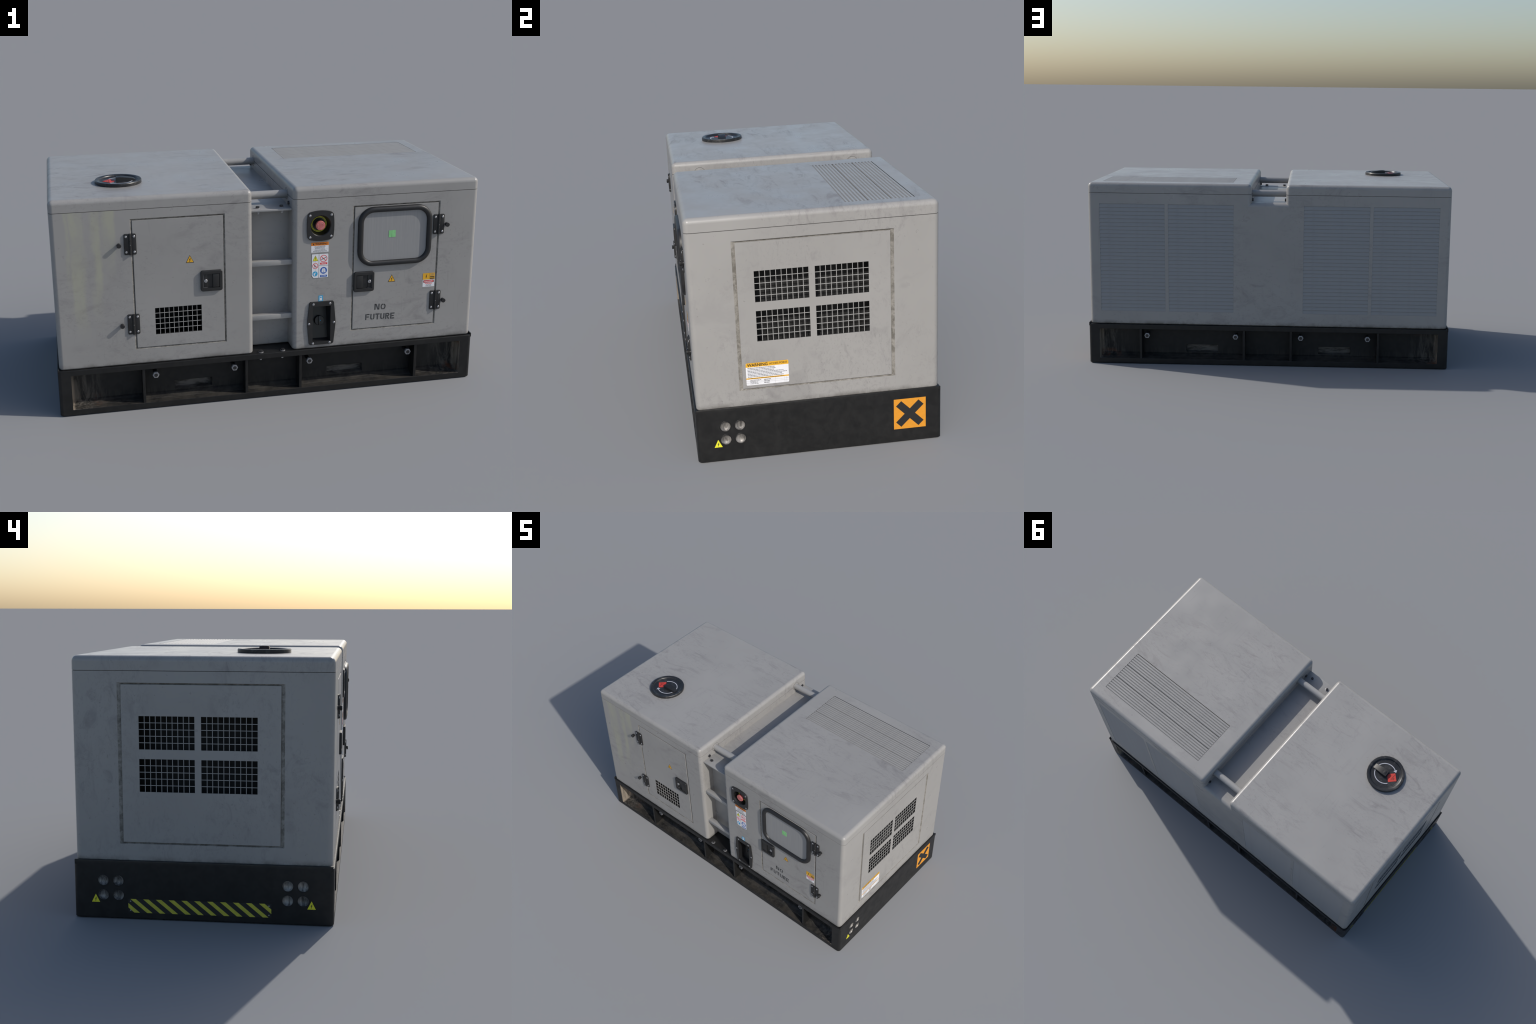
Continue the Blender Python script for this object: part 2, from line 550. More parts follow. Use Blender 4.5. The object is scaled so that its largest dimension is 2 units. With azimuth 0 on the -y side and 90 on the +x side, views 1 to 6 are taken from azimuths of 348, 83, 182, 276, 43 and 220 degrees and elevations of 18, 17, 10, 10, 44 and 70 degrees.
bm = cabinet_body()
body = finish('cabinet_body', bm, ['paint'])
cuts = [recess_cutter(FRONT, *DOOR_L, 0.0075, 0.0065, 0.006),
        recess_cutter(FRONT, *DOOR_R, 0.0075, 0.0065, 0.006),
        recess_cutter(RIGHT, *PANEL, 0.013, 0.0055, 0.007),
        recess_cutter(LEFT, *PANEL, 0.013, 0.0055, 0.007),
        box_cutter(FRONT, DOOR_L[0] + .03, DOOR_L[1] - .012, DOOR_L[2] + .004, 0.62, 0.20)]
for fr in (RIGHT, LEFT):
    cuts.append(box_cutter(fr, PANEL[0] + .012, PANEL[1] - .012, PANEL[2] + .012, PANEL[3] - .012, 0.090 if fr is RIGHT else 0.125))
for a, b in LOUV:
    cuts.append(box_cutter(BACK, -b, -a, LV0, LV1, 0.0055, 'paint'))
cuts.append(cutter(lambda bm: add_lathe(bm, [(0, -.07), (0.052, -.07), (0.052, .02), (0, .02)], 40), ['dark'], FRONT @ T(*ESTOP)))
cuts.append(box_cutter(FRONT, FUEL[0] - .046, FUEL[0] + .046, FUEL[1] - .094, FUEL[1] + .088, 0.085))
bake(body, cuts)

# ---------------- lids -------------------------------------------------------
def lid(x0, x1, cuts=()):
    bm = bmesh.new()
    add_box(bm, x0, x1, FY, BY, ZS + 0.0016, ZT)
    vert_e = [e for e in bm.edges if abs(e.verts[0].co.z - e.verts[1].co.z) > 0.01]
    top_e = [e for e in bm.edges if all(v.co.z > ZT - 1e-4 for v in e.verts)]
    bmesh.ops.bevel(bm, geom=vert_e + top_e, offset=0.022, segments=5, affect='EDGES', profile=0.5)
    low = [e for e in bm.edges if all(v.co.z < ZS + 0.002 for v in e.verts) and len(e.link_faces) == 2]
    bmesh.ops.bevel(bm, geom=low, offset=0.0012, segments=1, affect='EDGES')
    o = finish('lid', bm, ['lid'])
    return bake(o, cuts)

VX0, VX1, VY0, VY1 = 0.2005, 0.9215, 0.1450, 0.4235
lid(-EX, -GX)
lid_r = lid(GX, EX, [box_cutter(ROOF, VX0, VX1, VY0, VY1, 0.0055, 'seam')])

# thin dark strip added inside the lid seam to stand in for its shadow
for x0, x1 in ((-EX, -GX), (GX, EX)):
    bm = bmesh.new()
    add_prism(bm, rrect(x0 + .003, x1 - .003, FY + .003, BY - .003, .02), ZS - .004, ZS + .006)
    finish('seam_shade_strip', bm, ['seam'])

# ---------------- roof louvre vent: 3 banks of 6 saw-tooth slats --------------
bank = (VY1 - VY0) / 3
pitch = (bank - 0.0026) / 6
bm = bmesh.new()
x0, x1 = VX0 + .0015, VX1 - .0015
prof = [(0, -.0060), (pitch, -.0060), (pitch, -.0027), (pitch - .0036, .0000), (pitch - .0048, .0003), (.0048, .0003), (.0036, .0000), (0, -.0027)]
a = [bm.verts.new((x0, p[0], p[1])) for p in prof]
b = [bm.verts.new((x1, p[0], p[1])) for p in prof]
bm.faces.new(a[::-1]); bm.faces.new(b)
for i in range(len(prof)):
    j = (i + 1) % len(prof)
    f = bm.faces.new((a[i], b[i], b[j], a[j]))
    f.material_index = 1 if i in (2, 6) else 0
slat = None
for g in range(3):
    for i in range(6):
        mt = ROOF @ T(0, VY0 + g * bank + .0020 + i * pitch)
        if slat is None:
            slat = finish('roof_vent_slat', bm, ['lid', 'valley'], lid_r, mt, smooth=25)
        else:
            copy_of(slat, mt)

# ---------------- rear louvre slats ------------------------------------------
lp = (LV1 - LV0) / NL
bm = bmesh.new()
hw = (LOUV[0][1] - LOUV[0][0]) / 2
prof = [(-.0060, 0), (-.0005, 0), (-.0001, .0028), (-.0004, .0042), (-.0028, lp - .0008), (-.0060, lp - .0008)]
a = [bm.verts.new((-hw, p[1], p[0])) for p in prof]
b = [bm.verts.new((hw, p[1], p[0])) for p in prof]
bm.faces.new(a[::-1]); bm.faces.new(b)
for i in range(len(prof)):
    j = (i + 1) % len(prof)
    bm.faces.new((a[i], b[i], b[j], a[j]))
slat = None
for a0, b0 in LOUV:
    for i in range(NL):
        mt = BACK @ T(-(a0 + b0) / 2, LV0 + i * lp)
        if slat is None:
            slat = finish('louvre_slat', bm, ['slat'], body, mt, smooth=25)
        else:
            copy_of(slat, mt)

# ---------------- doors and end panels ---------------------------------------
def grille(name, frame, u0, u1, v0, v1, parent, w):
    bm = bmesh.new()
    pu, pv, t = (u1 - u0) / 10, (v1 - v0) / 5, 0.0012
    for i in range(1, 10):
        u = u0 + i * pu
        add_box(bm, u - t, u + t, v0 - .002, v1 + .002, w - .0022, w - .0006, 0)
    for i in range(1, 5):
        v = v0 + i * pv
        add_box(bm, u0 - .002, u1 + .002, v - t, v + t, w - .0018, w - .0003, 0)
    o = finish(name, bm, ['mesh'], parent, frame)
    o['kind'] = 'stuff'
    return o

def leaf(name, frame, dims, gap, proud, holes):
    bm = bmesh.new()
    u0, u1, v0, v1 = dims
    add_prism(bm, rect(u0 + gap, u1 - gap, v0 + gap, v1 - gap), -0.009, proud, 0, bevel=0.0015)
    bmesh.ops.transform(bm, matrix=frame, verts=bm.verts)
    o = finish(name, bm, ['paint'])
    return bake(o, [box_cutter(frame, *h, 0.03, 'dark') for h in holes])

door_l = leaf('door', FRONT, DOOR_L, 0.0012, 0.0004, [GR_DOOR])
door_r = leaf('door', FRONT, DOOR_R, 0.0012, 0.0004, [])
grille('grille_mesh', FRONT, *GR_DOOR, door_l, -0.0006)
end_panels = []
for fr in (RIGHT, LEFT):
    p = leaf('access_panel', fr, PANEL, 0.0014, 0.0006, GR_END)
    end_panels.append(p)
    for h in GR_END:
        grille('grille_mesh', fr, *h, p, -0.0004)

# ---------------- hinges and pegs --------------------------------------------
def screw_mesh(bm, u, v, w, r, mi):
    add_lathe(bm, [(r, w - .003), (r, w + .0006), (r * .8, w + .0016), (0, w + .0022)], 14, mi, u, v)

bm = bmesh.new()
for s in (-1, 1):
    add_prism(bm, rrect(min(s * .0045, s * .0272), max(s * .0045, s * .0272), -.048, .048, .0055, 3), 0, .0048, 0, bevel=.0012)
for k in range(3):
    v0 = -.0485 + k * .0325
    # knuckle barrel segment along v
    n = 14
    A = [bm.verts.new((.0062 * cos(2 * pi * i / n), v0, .0045 + .0058 * sin(2 * pi * i / n))) for i in range(n)]
    B = [bm.verts.new((.0062 * cos(2 * pi * i / n), v0 + .0318, .0045 + .0058 * sin(2 * pi * i / n))) for i in range(n)]
    bm.faces.new(A); bm.faces.new(B[::-1])
    for i in range(n):
        bm.faces.new((A[i], A[(i + 1) % n], B[(i + 1) % n], B[i]))
screw_at = [(su * .0178, sv * .0355) for su in (-1, 1) for sv in (-1, 1)]
for u, v in screw_at:
    screw_mesh(bm, u, v, .0046, .0052, 1)
screw_mesh(bm, 0, -.002, .0095, .0015, 1)
hinge = None
pegb = bmesh.new()
add_lathe(pegb, [(.0085, 0), (.0085, .008), (.0098, .010), (.0104, .0170), (.0092, .0190), (0, .0190)], 18)
add_box(pegb, -.0098, .0098, -.0012, .0012, .0186, .0194, 1)
peg = None
for x, z, dr, px in ((-.6462, .8010, door_l, -.6965), (-.6462, .4235, door_l, -.6985), (.7985, .8010, door_r, .8375), (.7985, .4225, door_r, .8375)):
    mt = FRONT @ T(x, z, 0.0003)
    if hinge is None:
        hinge = finish('hinge', bm, ['black', 'steel'], dr, mt)
        peg = finish('door_stop_peg', pegb, ['blacksoft', 'nutdark'], dr, FRONT @ T(px, z - .0015))
    else:
        h = copy_of(hinge, mt); h.parent = dr
        p = copy_of(peg, FRONT @ T(px, z - .0025)); p.parent = dr

# ---------------- latches ----------------------------------------------------
bm = bmesh.new()
add_prism(bm, rrect(-.0500, .0500, -.0490, .0490, .010, 4), 0, .0110, 0, bevel=.0030, seg=3)
latch = finish('latch', bm, ['black'])
latch = bake(latch, [box_cutter(Matrix(), -.0385, .0375, -.0330, .0330, -.0035, 'black', .02)])
latch.parent = door_l
latch.matrix_local = FRONT @ T(-.2872, .6058)
bm = bmesh.new()
add_prism(bm, rect(.0055, .0365, -.0315, .0315), .003, .0098, 0, bevel=.0015)      # paddle
add_prism(bm, rect(-.0375, -.0190, -.0320, .0320), .003, .0058, 0, bevel=.0006)    # lock strip
for r in (rect(-.0378, -.0368, -.032, .032), rect(-.0378, -.0190, .0312, .0322), rect(-.0378, -.0190, -.0322, -.0312)):
    add_prism(bm, r, .005, .0064, 1)
add_lathe(bm, [(.0078, .005), (.0078, .0088), (.0068, .0096), (0, .0096)], 18, 2, -.0268, 0)
add_prism(bm, rect(-.0275, -.0261, -.0045, .0045), .0090, .0099, 3)
paddle = finish('latch_paddle', bm, ['black', 'greyink', 'steel', 'ink'], door_l, FRONT @ T(-.2872, .6058))
for src in (latch, paddle):
    c = copy_of(src, FRONT @ T(.4370, .5437) @ Matrix.Rotation(pi, 4, 'Z'))
    c.parent = door_r

# ---------------- window with rubber gasket ----------------------------------
def sweep_ring(bm, path, wu, hw, nsec=12):
    n = len(path)
    rings = []
    for i, p in enumerate(path):
        a, b = path[i - 1], path[(i + 1) % n]
        d = Vector((b[0] - a[0], b[1] - a[1])).normalized()
        nx, ny = d.y, -d.x
        ring = []
        for k in range(nsec):
            t = 2 * pi * k / nsec
            c, s = cos(t), sin(t)
            c = math.copysign(abs(c) ** 0.75, c); s = math.copysign(abs(s) ** 0.75, s)
            ring.append(bm.verts.new((p[0] + nx * wu * c, p[1] + ny * wu * c, hw * s)))
        rings.append(ring)
    for i in range(n):
        A, B = rings[i], rings[(i + 1) % n]
        for k in range(nsec):
            bm.faces.new((A[k], A[(k + 1) % nsec], B[(k + 1) % nsec], B[k]))

bm = bmesh.new()
sweep_ring(bm, rrect(.4155, .7510, .6300, .8905, .062, 8), .0132, .0165)
finish('window_gasket', bm, ['blacksoft'], door_r, FRONT, smooth=60)
bm = bmesh.new()
add_prism(bm, rrect(.4180, .7490, .6320, .8880, .055, 8), 0.0, .0035)
finish('window_pane', bm, ['pane'], door_r, FRONT)
bm = bmesh.new()
add_prism(bm, rect(.5528, .5672, .7528, .7855), .003, .0042, 0)
add_prism(bm, rect(.5680, .5858, .7528, .7862), .003, .0044, 0)
finish('indicator_light', bm, ['green'], door_r, FRONT)

# ---------------- emergency stop ---------------------------------------------
def bowed(hu, hv, bu, bv, rc, n=10):
    """rectangle with outward bowed sides and small rounded corners"""
    pts = []
    for (x0, y0, x1, y1, ox, oy) in ((hu, -hv, hu, hv, bu, 0), (hu, hv, -hu, hv, 0, bv), (-hu, hv, -hu, -hv, -bu, 0), (-hu, -hv, hu, -hv, 0, -bv)):
        L = math.hypot(x1 - x0, y1 - y0)
        for i in range(n + 1):
            t = rc / L + (1 - 2 * rc / L) * i / n
            k = 1 - (2 * t - 1) ** 2
            pts.append((x0 + (x1 - x0) * t + ox * k, y0 + (y1 - y0) * t + oy * k))
    return pts

bm = bmesh.new()
add_prism(bm, bowed(.0600, .0620, .0045, .0100, .007), -.002, .0065, 0, bevel=.0018)
est = finish('emergency_stop_plate', bm, ['black'])
cut = cutter(lambda bm: add_lathe(bm, [(0, -.02), (.0470, -.02), (.0470, .0030), (.0500, .0066), (.0500, .02), (0, .02)], 40), ['cup'], Matrix())
est = bake(est, [cut])
est.matrix_local = FRONT @ T(*ESTOP)
bm = bmesh.new()
add_lathe(bm, [(.0505, -.004), (.0490, .0020), (.0472, .0020), (.0455, -.010), (.0400, -.0300), (0, -.0300), (0, -.034), (.0505, -.034), (.0505, -.004)], 40, 0)
finish('stop_cup', bm, ['cup'], est)
bm = bmesh.new()
for r0, r1 in ((.0352, .0378), (.0308, .0332)):
    add_lathe(bm, [(r0, -.0302), (r0, -.0290), (r1, -.0290), (r1, -.0302), (r0, -.0302)], 40, 0)
for k in range(10):
    a = radians(36 * k)
    add_prism(bm, stroke([(.0342 * cos(a), .0342 * sin(a)), (.0355 * cos(a + .15), .0355 * sin(a + .15))], .0016), -.0302, -.0289, 0)
finish('stop_ring_mark', bm, ['lemon'], est)
bm = bmesh.new()
add_lathe(bm, [(.0130, -.0305), (.0130, -.0120), (.0195, -.0110), (.0222, -.0080), (.0222, .0020), (.0205, .0042), (0, .0048)], 32, 0)
for a0 in (20, 140, 260):
    add_strokes(bm, [stroke(arc_pts(0, 0, .0135, a0, a0 + 85, 6), .0016)], .0040, .0052, 1)
finish('stop_button', bm, ['red', 'redmark'], est)
sbm = bmesh.new()
screw_mesh(sbm, 0, 0, 0, .0056, 0)
add_prism(sbm, rect(-.0042, .0042, -.0006, .0006), .001, .0024, 1)
screw = finish('screw', sbm, ['steel', 'ink'], est, T(-.0505, .0500, .0062))
for k, (u, v) in enumerate(((.0505, .0495), (.0500, -.0515), (-.0500, -.0530))):
    copy_of(screw, T(u, v, .0062) @ Matrix.Rotation(.7 * k + .5, 4, 'Z'))

# ---------------- fuel shut-off recess ---------------------------------------
def barrel(hu, hv, bulge):
    return [(hu - .006, -hv), (hu, -hv + .007), (hu + bulge * .85, -.02), (hu + bulge, 0), (hu + bulge * .85, .02), (hu, hv - .007), (hu - .006, hv),
            (-hu + .006, hv), (-hu, hv - .007), (-hu - bulge * .85, .02), (-hu - bulge, 0), (-hu - bulge * .85, -.02), (-hu, -hv + .007), (-hu + .006, -hv)]

bm = bmesh.new()
add_prism(bm, barrel(.0600, .1085, .0090), -.002, .0065, 0, bevel=.0015)
fp = finish('fuel_recess_plate', bm, ['black'])
fp = bake(fp, [cutter(lambda bm: add_prism(bm, rrect(-.0435, .0435, -.0925, .0850, .003, 2), -.02, .02), ['cup'], Matrix())])
fp.matrix_local = FRONT @ T(*FUEL)
# open tray, back wall sloping outward toward the bottom
bm = bmesh.new()
fr_ = [(-.0445, -.0935), (.0445, -.0935), (.0445, .0860), (-.0445, .0860)]
bk_ = [(-.0390, -.0880, -.030), (.0390, -.0880, -.030), (.0390, .0800, -.066), (-.0390, .0800, -.066)]
A = [bm.verts.new((p[0], p[1], .0030)) for p in fr_]
B = [bm.verts.new(p) for p in bk_]
for i in range(4):
    bm.faces.new((A[i], A[(i + 1) % 4], B[(i + 1) % 4], B[i]))
bm.faces.new(B)
finish('fuel_tray', bm, ['cup'], fp)
tilt = math.atan2(.036, .168)
back_c = T(.001, -.004, -.0475) @ Matrix.Rotation(-tilt, 4, 'X')
bm = bmesh.new()
add_lathe(bm, [(.0235, -.002), (.0235, .0125), (.0220, .0150), (0, .0152)], 28, 0)
add_prism(bm, rrect(-.0060, .0010, -.0215, .0215, .001, 2), .0145, .0215, 0, bevel=.001)
add_lathe(bm, [(.0022, .0150), (.0022, .0170), (0, .0172)], 12, 1, .0040, 0)
finish('fuel_knob', bm, ['cup', 'skyblue'], fp, back_c)
for k, (u, v) in enumerate(((-.0405, .0965), (.0405, .0965), (.0610, 0), (.0410, -.1010), (-.0410, -.1010), (-.0610, 0))):
    c = copy_of(screw, T(u, v, .0062) @ Matrix.Rotation(.9 * k, 4, 'Z'))
    c.parent = fp

# ---------------- stickers ---------------------------------------------------
class Sticker:
    """flat printed label: backing sheet plus raised-ink layers, one mesh"""
    def __init__(s, keys):
        s.bm = bmesh.new()
        s.keys = keys
    def poly(s, pts, layer, key):
        add_prism(s.bm, pts, -.0002, .0005 + layer * .00022, s.keys.index(key))
    def strokes(s, polys, layer, key):
        add_strokes(s.bm, polys, .0001, .0005 + layer * .00022, s.keys.index(key))
    def text(s, body, u0, u1, v0, v1, layer, key, bold=0.012):
        add_text(s.bm, body, u0, u1, v0, v1, .0001, .0005 + layer * .00022, s.keys.index(key), bold)
    def fine_print(s, u0, u1, v0, v1, rows, key, layer, align='left', seed=1):
        rg = random.Random(seed)
        h = (v1 - v0) / rows
        for r in range(rows):
            v = v1 - (r + .5) * h
            L = (u1 - u0) * rg.uniform(.62, .99)
            a = u0 if align == 'left' else (u0 + u1 - L) / 2
            b = a + L
            x = a
            while x < b - .002:
                wd = min(rg.uniform(.003, .011), b - x)
                s.poly(rect(x, x + wd, v - h * .24, v + h * .24), layer, key)
                x += wd + .0012
    def place(s, name, parent, frame):
        return finish(name, s.bm, s.keys, parent, frame)

def bolt_shape(cx, cy, h):
    return [(cx + .10 * h, cy + .5 * h), (cx - .22 * h, cy - .02 * h), (cx - .02 * h, cy - .02 * h), (cx - .12 * h, cy - .32 * h), (cx - .2 * h, cy - .28 * h),
            (cx - .08 * h, cy - .5 * h), (cx + .1 * h, cy - .28 * h), (cx - .02 * h, cy - .3 * h), (cx + .2 * h, cy + .09 * h), (cx + .02 * h, cy + .09 * h), (cx + .22 * h, cy + .47 * h)]

def tri_pts(cx, cy, w, h):
    return [(cx - w / 2, cy - h / 2), (cx + w / 2, cy - h / 2), (cx, cy + h / 2)]

def hazard(fill, w, h, border):
    s = Sticker(['ink', fill])
    if border:
        s.poly(tri_pts(0, 0, w, h), 0, 'ink')
        k = border
        s.poly(tri_pts(0, -h * (k * .10), w * (1 - k), h * (1 - k)), 1, fill)
    else:
        s.poly(tri_pts(0, 0, w, h), 0, fill)
    s.poly(bolt_shape(0, -h * .12, h * .5), 2, 'ink')
    return s

hazard('amber', .0368, .0362, .16).place('hazard_sticker', door_r, FRONT @ T(.5763, .5488, .0004))
hazard('amber', .0368, .0355, .16).place('hazard_sticker', door_l, FRONT @ T(-.3829, .7138, .0004))

# orange WARNING card
s = Sticker(['white', 'dkorange', 'ink', 'greyink'])
s.poly(rect(-.0415, .0415, -.0240, .0240), 0, 'white')
s.poly(rect(-.0415, .0415, .0085, .0240), 1, 'dkorange')
s.poly(tri_pts(-.0305, .0160, .0095, .0085), 2, 'ink')
s.text('WARNING', -.0225, .0350, .0118, .0205, 2, 'ink', .02)
s.fine_print(-.0360, .0360, -.0085, .0075, 4, 'greyink', 1, 'centre', 3)
s.poly(rect(-.0400, .0400, -.0104, -.0100), 1, 'greyink')
s.fine_print(-.0360, .0360, -.0220, -.0112, 3, 'greyink', 1, 'centre', 4)
s.place('warning_sticker', body, FRONT @ T(.2218, .7262))

# pictogram sheet with peeled lower left corner
s = Sticker(['ink', 'white', 'lemon', 'signred', 'signblue', 'skyblue'])
s.poly([(-.0325, -.0595), (.0410, -.0595), (.0410, .0595), (-.0410, .0595), (-.0410, -.0480), (-.0375, -.0515)], 0, 'ink')
s.poly([(-.0312, -.0582), (-.0063, -.0582), (-.0063, .0580), (-.0395, .0580), (-.0395, -.0470), (-.0365, -.0505)], 1, 'white')
s.poly(rect(-.0047, .0397, .0015, .0580), 1, 'white')
s.poly(rect(-.0047, .0397, -.0582, 0), 1, 'white')
s.poly(tri_pts(-.0225, .0380, .0270, .0270), 2, 'ink')
s.poly(tri_pts(-.0225, .0374, .0235, .0230), 3, 'lemon')
s.poly(rect(-.0236, -.0214, .0345, .0440), 4, 'ink')
s.poly(circle(-.0225, .0308, .0014, 10), 4, 'ink')
for v in (.0205, -.0190):
    s.poly(rect(-.0230, -.0220, v - .002, v + .002), 2, 'ink')
def prohibition(cx, cy, r, wd):
    s.strokes([stroke(arc_pts(cx, cy, r, 0, 360, 28), wd)], 3, 'signred')
    s.strokes([stroke([(cx - r * .7, cy + r * .7), (cx + r * .7, cy - r * .7)], wd)], 4, 'signred')
s.strokes([stroke([(-.0275, .0075), (-.0250, .0025), (-.0240, -.0060)], .0028), stroke([(-.0280, .0030), (-.0225, .0060)], .0018)], 2, 'ink')
prohibition(-.0225, .0010, .0128, .0022)
s.poly(circle(-.0235, -.0378, .0122, 24), 2, 'skyblue')
s.poly([(-.0300, -.0345), (-.0265, -.0330), (-.0235, -.0375), (-.0235, -.0460), (-.0285, -.0460), (-.0305, -.0410)], 3, 'white')
s.poly(rect(-.0230, -.0190, -.0360, -.0320), 3, 'white')
s.strokes([stroke([(.0060, .0300), (.0280, .0395)], .0030)], 2, 'ink')
prohibition(.0172, .0348, .0160, .0024)
s.poly(rect(.0000, .0345, .0060, .0150), 2, 'signred')
s.fine_print(.0020, .0325, .0085, .0125, 1, 'white', 3, 'centre', 8)
s.poly(circle(.0172, -.0235, .0165, 28), 2, 'signblue')
s.poly([(.0075, -.0330), (.0270, -.0330), (.0260, -.0205), (.0230, -.0135), (.0200, -.0130), (.0200, -.0290), (.0145, -.0290), (.0145, -.0130), (.0115, -.0135), (.0085, -.0205)], 3, 'white')
s.poly(rect(.0155, .0190, -.0270, -.0130), 3, 'white')
s.poly(rect(.0010, .0340, -.0550, -.0455), 2, 'signblue')
s.fine_print(.0030, .0320, -.0525, -.0480, 1, 'white', 3, 'centre', 9)
s.place('pictogram_sticker', body, FRONT @ T(.2233, .6362))

# fuel pump sign
s = Sticker(['skyblue', 'white'])
s.poly(rect(-.0108, .0108, -.0142, .0142), 0, 'skyblue')
s.poly(rect(-.0058, .0058, -.0105, .0100), 1, 'white')
s.poly(rect(-.0075, .0075, -.0115, -.0095), 1, 'white')
s.poly(rect(-.0042, .0042, .0025, .0075), 2, 'skyblue')
s.place('fuel_sticker', body, FRONT @ T(.2293, .4752))

# danger card
s = Sticker(['white', 'amber', 'ink', 'signred', 'greyink'])
s.poly(rect(-.0298, .0298, -.0342, .0342), 0, 'white')
s.poly(rect(-.0298, .0298, .0020, .0342), 1, 'amber')
s.poly(bolt_shape(-.0125, .0185, .0185), 2, 'ink')
s.poly(rect(.0040, .0046, .0035, .0325), 2, 'ink')
s.fine_print(.0060, .0280, .0205, .0310, 3, 'greyink', 2, 'centre', 12)
s.poly(rect(.0065, .0275, .0130, .0170), 2, 'ink')
s.poly(rect(.0065, .0275, .0045, .0095), 2, 'ink')
s.poly(rrect(-.0265, .0265, -.0135, -.0005, .003, 3), 1, 'ink')
s.poly(rrect(-.0250, .0250, -.0122, -.0018, .005, 3), 2, 'signred')
s.text('DANGER', -.0205, .0205, -.0098, -.0042, 3, 'white', .02)
s.fine_print(-.0245, .0245, -.0210, -.0150, 1, 'signred', 1, 'centre', 13)
s.fine_print(-.0200, .0200, -.0320, -.0225, 2, 'greyink', 1, 'centre', 14)
s.place('danger_sticker', door_r, FRONT @ T(.7628, .5258, .0004))

# access point warning on the +x end panel
s = Sticker(['white', 'amber', 'ink', 'greyink'])
s.poly(rrect(-.0853, .0853, -.0475, .0475, .004, 3), 0, 'white')
s.poly([(-.0853, .0300), (.0853, .0300), (.0853, .0440), (.0820, .0475), (-.0820, .0475), (-.0853, .0440)], 1, 'amber')
s.text('WARNING', -.0800, .0020, .0325, .0450, 2, 'ink', .025)
s.text('ACCESS POINT', .0085, .0800, .0345, .0430, 2, 'ink', .012)
s.fine_print(-.0790, .0800, -.0145, .0285, 7, 'greyink', 1, 'left', 21)
s.poly(rect(-.0853, .0853, -.0215, -.0160), 1, 'amber')
s.fine_print(-.0780, .0700, -.0205, -.0170, 1, 'ink', 2, 'left', 22)
s.fine_print(-.0700, -.0250, -.0440, -.0235, 4, 'greyink', 1, 'left', 23)
s.fine_print(-.0150, .0180, -.0440, -.0235, 3, 'greyink', 1, 'left', 24)
for u in (.0300, .0680, .0760):
    s.poly(rect(u, u + .0004, -.0465, -.0225), 1, 'greyink')
for v in (-.0300, -.0370):
    s.poly(rect(-.0853, .0853, v, v + .0004), 1, 'greyink')
s.place('access_warning_sticker', end_panels[0], RIGHT @ T(-.2055, .3635, .0006))

# X sign on the skid end
s = Sticker(['orange', 'ink'])
s.poly(rect(-.0668, .0668, -.0668, .0668), 0, 'orange')
q = .0470
for a, b in (((-q, -q), (q, q)), ((-q, q), (q, -q))):
    s.poly(stroke([a, b], .031), 1 if a[1] < 0 else 2, 'ink')
XSIGN = s

# hazard triangles by the conduit holes
# ---------------- stencilled lettering ---------------------------------------
def stencil(bm, word, x0, x1, y0, y1, rot):
    n = len(word)
    adv = (x1 - x0) / (n - .12)
    cw, ch, t = adv * .80, (y1 - y0), .0052
    rmat = Matrix.Rotation(rot, 2)
    for k, L in enumerate(word):
        ox = x0 + k * adv
        S = []
        l, r, b, tp, m = t / 2, cw - t / 2, t / 2, ch - t / 2, ch / 2
        g = .0014
        if L == 'N':
            S = [[(l, 0), (l, ch)], [(r, 0), (r, ch)], [(l + t * .75, ch - .001), (r - t * .75, .001)]]
        elif L == 'O':
            hx, hy = cw / 2, ch / 2
            for s0, s1 in ((100, 260), (-80, 80)):
                S.append([(hx + (hx - t / 2) * cos(radians(s0 + (s1 - s0) * i / 10)), hy + (hy - t / 2) * sin(radians(s0 + (s1 - s0) * i / 10))) for i in range(11)])
        elif L == 'F':
            S = [[(l, 0), (l, ch)], [(l + t / 2 + g, tp), (cw, tp)], [(l + t / 2 + g, m), (cw * .85, m)]]
        elif L == 'E':
            S = [[(l, 0), (l, ch)], [(l + t / 2 + g, tp), (cw, tp)], [(l + t / 2 + g, m), (cw * .85, m)], [(l + t / 2 + g, b), (cw, b)]]
        elif L == 'T':
            S = [[(cw / 2, 0), (cw / 2, ch - t - g)], [(0, tp), (cw, tp)]]
        elif L == 'U':
            hx = cw / 2
            S = [[(l, ch), (l, hx)] + [(hx + (hx - t / 2) * cos(radians(a)), hx + (hx - t / 2) * sin(radians(a))) for a in (200, 220, 240, 256)],
                 [(hx + (hx - t / 2) * cos(radians(a)), hx + (hx - t / 2) * sin(radians(a))) for a in (284, 300, 320, 340)] + [(r, hx), (r, ch)]]
        elif L == 'R':
            q = ch * .27
            S = [[(l, 0), (l, ch)],
                 [(l + t / 2 + g, tp), (cw - q, tp)] + [(cw - q + (q - t / 2) * cos(radians(a)), ch - q + (q - t / 2) * sin(radians(a))) for a in (60, 30, 0, -30, -60)] + [(cw - q, ch - 2 * q + t / 2), (l + t / 2 + g, ch - 2 * q + t / 2)],
                 [(cw * .50, ch - 2 * q - g), (r, 0)]]
        for p in S:
            pts = []
            for a in p:
                v = rmat @ Vector((ox + a[0] - x0, y0 + a[1] - y0))
                pts.append((x0 + v.x, y0 + v.y))
            add_strokes(bm, [stroke(pts, t)], -.0002, .0006, 0)

bm = bmesh.new()
stencil(bm, 'NO', .4955, .5530, .3955, .4250, radians(-1.6))
stencil(bm, 'FUTURE', .4510, .5985, .3465, .3765, radians(-1.4))
finish('stencil_lettering', bm, ['stencil'], door_r, FRONT @ T(0, 0, .0004))

